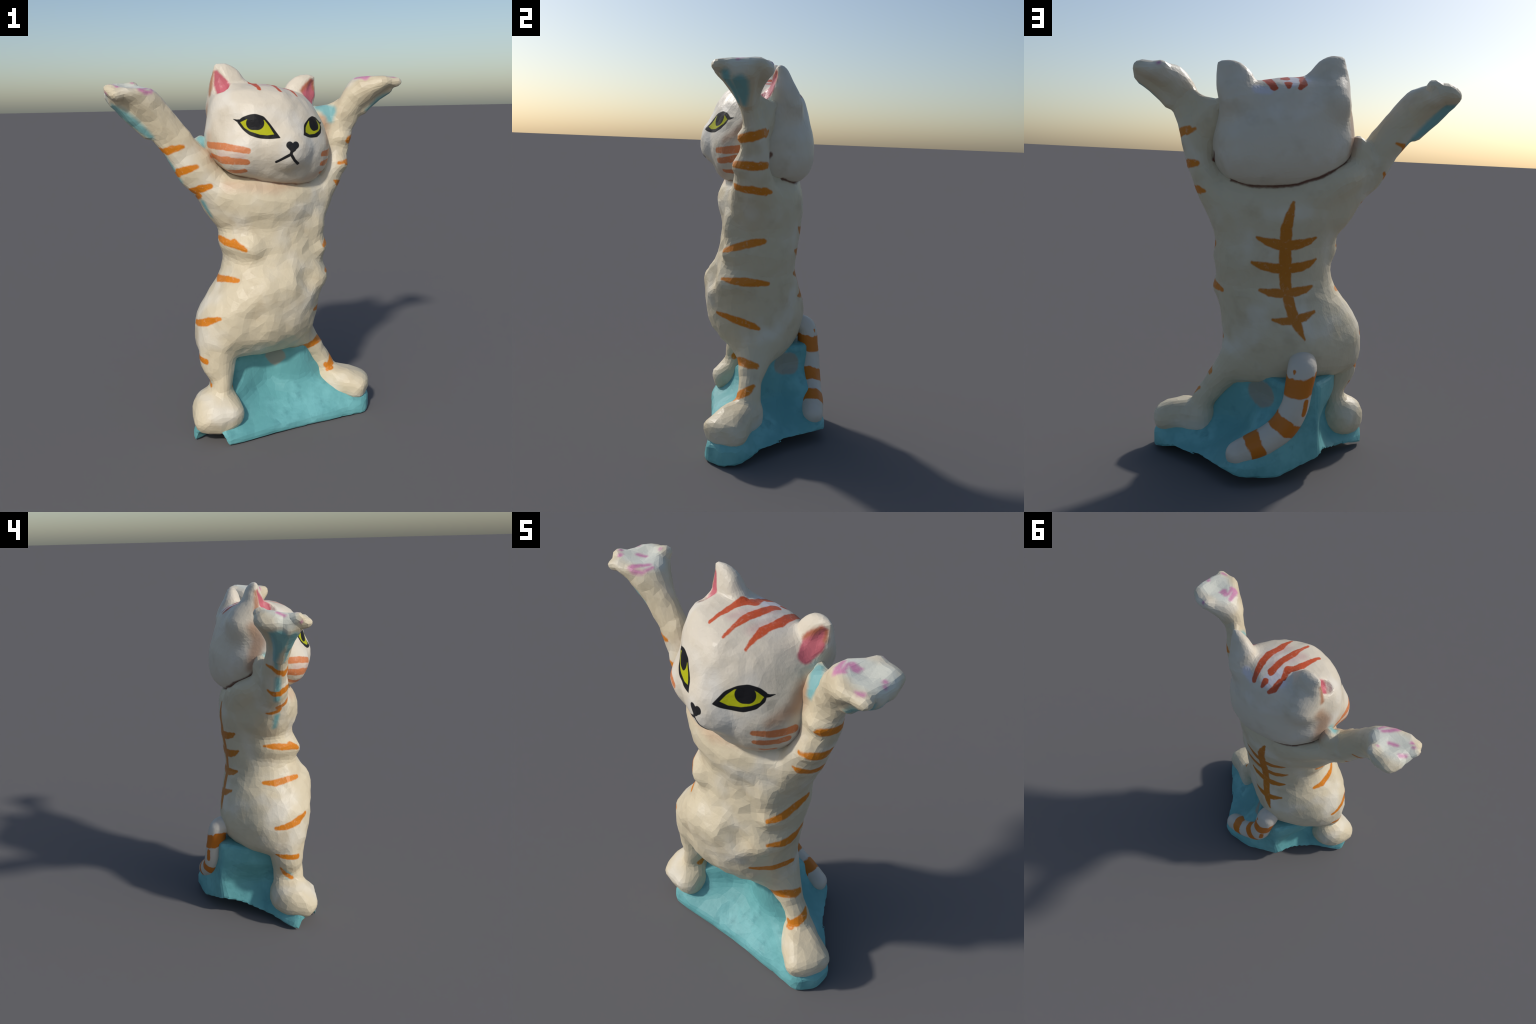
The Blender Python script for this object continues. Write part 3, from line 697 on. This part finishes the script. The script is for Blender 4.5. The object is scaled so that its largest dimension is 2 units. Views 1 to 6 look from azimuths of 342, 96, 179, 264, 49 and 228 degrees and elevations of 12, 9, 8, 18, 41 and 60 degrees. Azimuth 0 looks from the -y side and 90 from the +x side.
BUNCH = {"cheek": 3, "crown": 8, "pad": 8, "spine": 5, "nose": 4, "white": 3, "crease": 5, "crease_front": 5, "blush": 3, "leg_stripe": 2, "palm": 1}


def glaze(tone, keys):
    """One glaze per combination of marks that reach the face."""
    keys = tuple(sorted(keys, key=str))
    if (tone, keys) in made:
        return made[tone, keys]
    p = Paint(tone + "_glaze", 0.42)
    base, dark, pale = {"cream": (CREAM, CREAM_DARK, CREAM_PALE), "face": (FACE, FACE_DARK, FACE_PALE)}[tone]
    p.col = base
    p.mix(p.ramp(p.noise(4.5, 2.0, 0.5).outputs["Fac"], 0.48, 0.72, 0.0, 0.65), pale)  # whitish highlights painted into the glaze as soft pale noise
    p.mix(p.ramp(p.noise(8.0, 3.0, 0.55).outputs["Color"], 0.5, 0.72, 0.0, 0.7), dark)
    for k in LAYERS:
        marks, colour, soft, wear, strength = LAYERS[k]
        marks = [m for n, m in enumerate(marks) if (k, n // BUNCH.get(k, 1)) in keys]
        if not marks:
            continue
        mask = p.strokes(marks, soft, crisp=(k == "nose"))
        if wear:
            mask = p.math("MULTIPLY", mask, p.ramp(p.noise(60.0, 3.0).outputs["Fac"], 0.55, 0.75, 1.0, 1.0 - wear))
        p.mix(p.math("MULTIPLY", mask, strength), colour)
    for k in EYES:
        if k in keys:
            out, inn, pup, flick = EYES[k]
            nrm = FACE_NORMAL[k]
            black = p.math("MAXIMUM", p.outline(out, nrm, grow=0.0025), p.strokes([flick], 0.0016, crisp=True))
            p.mix(black, BLACK)
            p.mix(p.outline(inn, nrm, round_by=0.002), YELLOW)
            p.mix(p.strokes([pup], 0.0018, crisp=True), BLACK)
            p.put(p.b.inputs["Specular IOR Level"], p.math("MULTIPLY_ADD", black, -0.25, 0.3))
    made[tone, keys] = p.done()
    return made[tone, keys]


def reach(points, marks, extra):
    """True for points that lie within a stroke's width + extra."""
    hit = np.zeros(len(points), bool)
    for pts in marks:
        q = np.array(pts, float)
        if len(q) == 1:
            q = np.vstack([q, q + 1e-4])
        for a, b in zip(q, q[1:]):
            ab = b[:3] - a[:3]
            t = np.clip((points - a[:3]) @ ab / (ab @ ab), 0, 1)
            hit |= np.linalg.norm(points - a[:3] - t[:, None] * ab, axis=1) < max(a[3], b[3]) + extra
    return hit


def dress(ob, tone):
    """Give every facet the glaze that carries the marks near it."""
    me = ob.data
    co = np.zeros(len(me.vertices) * 3); me.vertices.foreach_get("co", co); co = co.reshape(-1, 3)
    near = {}
    for k, L in LAYERS.items():
        step = BUNCH.get(k, 1)
        for n in range(0, len(L[0]), step):
            near[k, n // step] = reach(co, L[0][n:n + step], L[2] + 0.02)
    for k, (out, inn, pup, flick) in EYES.items():
        near[k] = reach(co, [tuple(q[:3]) + (0.02,) for q in out] and [tuple(tuple(q[:3]) + (0.02,) for q in out), (tuple(np.mean([q[:3] for q in out], 0)) + (0.05,),)], 0.025)
    slots = {}
    for f in me.polygons:
        vs = list(f.vertices)
        keys = tuple(k for k in near if near[k][vs].any())
        m = glaze(tone, keys)
        if m.name not in slots:
            slots[m.name] = len(me.materials); me.materials.append(m)
        f.material_index = slots[m.name]


def soften(me, normals, keep=0.8):
    """Soft facets: corner normals part-way between the facet's and the whole skin's."""
    me.polygons.foreach_set("use_smooth", [True] * len(me.polygons))
    out = []
    for f in me.polygons:
        fn = np.array(f.normal)
        for v in f.vertices:
            n = keep * fn + (1 - keep) * normals[v]
            out.append(n / np.linalg.norm(n))
    me.normals_split_custom_set([tuple(n) for n in out])


def split(ob, rule):
    """Separate the faces of one skin into named part meshes whose borders coincide."""
    me = ob.data
    skin_normals = np.array([v.normal[:] for v in me.vertices])
    groups = {}
    for f in me.polygons:
        groups.setdefault(rule(f.center), []).append(f)
    parts = {}
    for name, faces in groups.items():
        used = sorted({v for f in faces for v in f.vertices})
        index = {v: i for i, v in enumerate(used)}
        new = bpy.data.meshes.new(name[0])
        new.from_pydata([me.vertices[v].co[:] for v in used], [], [[index[v] for v in f.vertices] for f in faces])
        lut = {}
        for k, f in enumerate(faces):
            if f.material_index not in lut:
                lut[f.material_index] = len(new.materials); new.materials.append(me.materials[f.material_index])
            new.polygons[k].material_index = lut[f.material_index]
        soften(new, skin_normals[used])
        o = bpy.data.objects.new(name[0], new)
        bpy.context.scene.collection.objects.link(o)
        parts[name] = o
    bpy.data.objects.remove(ob)
    return parts


def body_part(c):
    x, y, z = c
    if z > 1.74 and abs(x) > 0.48:
        return ("hand", x > 0)
    if z > 1.30 and (x - 0.05) * (1 if x > 0 else -1) > (0.33 if x > 0 else 0.34) - 0.0 * z:
        return ("arm", x > 0)
    if x > 0.29 and z < 0.27 or x < -0.15 and z < 0.29:
        return ("foot", x > 0)
    if z < 0.46 + 0.25 * (abs(x) - 0.3) and (x > 0.22 or x < -0.15):
        return ("leg", x > 0)
    return ("torso", False)


def head_part(c):
    x, y, z = c
    if z > 1.875 - 0.2 * abs(x + 0.15) and x < -0.06 and y > -0.12 or x < -0.10 and z > 1.89:
        return ("ear", False)
    if x > 0.22 and z > 1.845 - 0.35 * (x - 0.25) and y > -0.06:
        return ("ear", True)
    for k, right in (("eye_r", False), ("eye_l", True)):
        o = np.array([q[:3] for q in EYES[k][0]])
        if np.linalg.norm(o.mean(0) - np.array(c)) < 0.5 * np.linalg.norm(o[0] - o[len(o) // 2]) + 0.018:
            return ("eye", right)
    if y < -0.27 and 0.03 < x < 0.145 and 1.545 < z < 1.62:
        return ("nose", False)
    if y < -0.25 and -0.02 < x < 0.15 and 1.475 < z <= 1.545:
        return ("mouth", False)
    return ("head", False)


def snap(marks, trees, most=0.05, step=9.0):
    """Pull the stroke points onto the nearest skin."""
    out = []
    for pts in marks:
        row = []
        full = []
        for a, b in zip(pts, pts[1:]):
            n = max(1, int(math.ceil(math.dist(a[:3], b[:3]) / step)))
            full += [tuple(np.array(a) + (np.array(b) - np.array(a)) * i / n) for i in range(n)]
        for q in full + [pts[-1]]:
            hits = [t.find_nearest(Vector(q[:3]), most) for t in trees]
            hits = [h for h in hits if h[0] is not None]
            co = min(hits, key=lambda h: h[3])[0] if hits else q[:3]
            row.append((co[0], co[1], co[2], q[3]))
        out.append(tuple(row))
    return out


from mathutils.bvhtree import BVHTree
skin = shell("body_skin", body, 7000, 0.002, 3)
skull = shell("skull_skin", head, 4500, 0.0015, 5)


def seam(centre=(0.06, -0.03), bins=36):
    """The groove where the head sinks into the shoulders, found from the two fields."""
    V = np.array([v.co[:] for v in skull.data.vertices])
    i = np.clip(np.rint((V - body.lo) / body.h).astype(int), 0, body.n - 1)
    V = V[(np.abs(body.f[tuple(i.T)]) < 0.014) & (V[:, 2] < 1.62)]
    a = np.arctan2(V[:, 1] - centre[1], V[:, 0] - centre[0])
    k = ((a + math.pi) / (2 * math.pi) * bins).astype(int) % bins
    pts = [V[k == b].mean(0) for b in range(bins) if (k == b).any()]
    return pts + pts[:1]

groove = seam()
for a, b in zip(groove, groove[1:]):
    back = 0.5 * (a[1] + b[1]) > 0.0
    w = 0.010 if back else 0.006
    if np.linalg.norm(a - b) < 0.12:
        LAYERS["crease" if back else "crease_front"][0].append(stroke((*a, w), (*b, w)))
trees = [BVHTree.FromPolygons([v.co[:] for v in o.data.vertices], [p.vertices[:] for p in o.data.polygons]) for o in (skin, skull)]
for k, L in LAYERS.items():
    on = trees[1:] if k in ("cheek", "crown", "white", "blush", "nose", "ear_pink", "ear_tan") else trees[:1] if k in ("arm_stripe", "leg_stripe", "spine", "pad", "palm", "teal") else trees
    LAYERS[k] = (snap(L[0], on, step=0.055 if k in ("cheek", "arm_stripe", "leg_stripe", "spine") else 9.0),) + L[1:]
EYES = {k: tuple(snap([m], trees[1:])[0] for m in v) for k, v in EYES.items()}
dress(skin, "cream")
parts = split(skin, body_part)
for (kind, side), o in parts.items():
    o.parent = parts[("arm", side)] if kind == "hand" else parts[("leg", side)] if kind == "foot" else figure
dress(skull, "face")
parts = split(skull, head_part)
for (kind, side), o in parts.items():
    o.parent = figure if kind == "head" else parts[("head", False)]

# tail with orange bands
p = Paint("tail_glaze", 0.42)
p.col = (0.60, 0.55, 0.47)
p.mix(p.ramp(p.noise(9.0, 4.0).outputs["Fac"], 0.5, 0.7, 0.0, 0.5), (0.55, 0.48, 0.38))
BANDS = [((-0.06, 0.25, 0.470), (0.10, 0.25, 1.0), 0.041), ((-0.006, 0.265, 0.280), (-0.62, 0.0, 1.0), 0.036), ((0.128, 0.285, 0.178), (1.0, 0.1, -0.50), 0.036)]
for c, axis, half in BANDS:
    a = np.array(axis) / np.linalg.norm(axis)
    d = p.math("ABSOLUTE", p.math("SUBTRACT", p.vec("DOT_PRODUCT", p.W, tuple(a)), float(a @ np.array(c))))
    d = p.math("ADD", d, p.math("MULTIPLY", p.math("SUBTRACT", p.noise(22.0, 2.0).outputs["Fac"], 0.5), 0.030))
    near = p.strokes([((*c, 0.085),)], 0.004, crisp=True)
    p.mix(p.math("MULTIPLY", near, p.ramp(d, half - 0.004, half + 0.004, 1.0, 0.0)), (0.56, 0.165, 0.012))
p.mix(p.strokes(TAIL_MARKS, 0.003), (0.56, 0.165, 0.012))
ob = shell("tail", tail, 1600, 0.001, 7)
soften(ob.data, np.array([v.normal[:] for v in ob.data.vertices]), 0.3)
ob.data.materials.append(p.done()); ob.parent = figure

# turquoise mound
p = Paint("turquoise_glaze", 0.5)
p.col = (0.125, 0.365, 0.375)
p.mix(p.ramp(p.noise(5.0, 4.0, 0.6).outputs["Fac"], 0.42, 0.68), (0.175, 0.46, 0.47))
p.mix(p.ramp(p.noise(9.0, 5.0, 0.6).outputs["Fac"], 0.52, 0.75, 0.0, 0.7), (0.08, 0.25, 0.27))
p.mix(p.math("MULTIPLY", p.strokes([tuple(q[:3] + (q[3] * 1.3,) for q in m) for m in GREY_BROWN_PATCH], 0.008), 0.85), (0.30, 0.28, 0.22))
ob = shell("base", base, 3000, 0.001, 9)
ob.data.materials.append(p.done()); ob.parent = figure
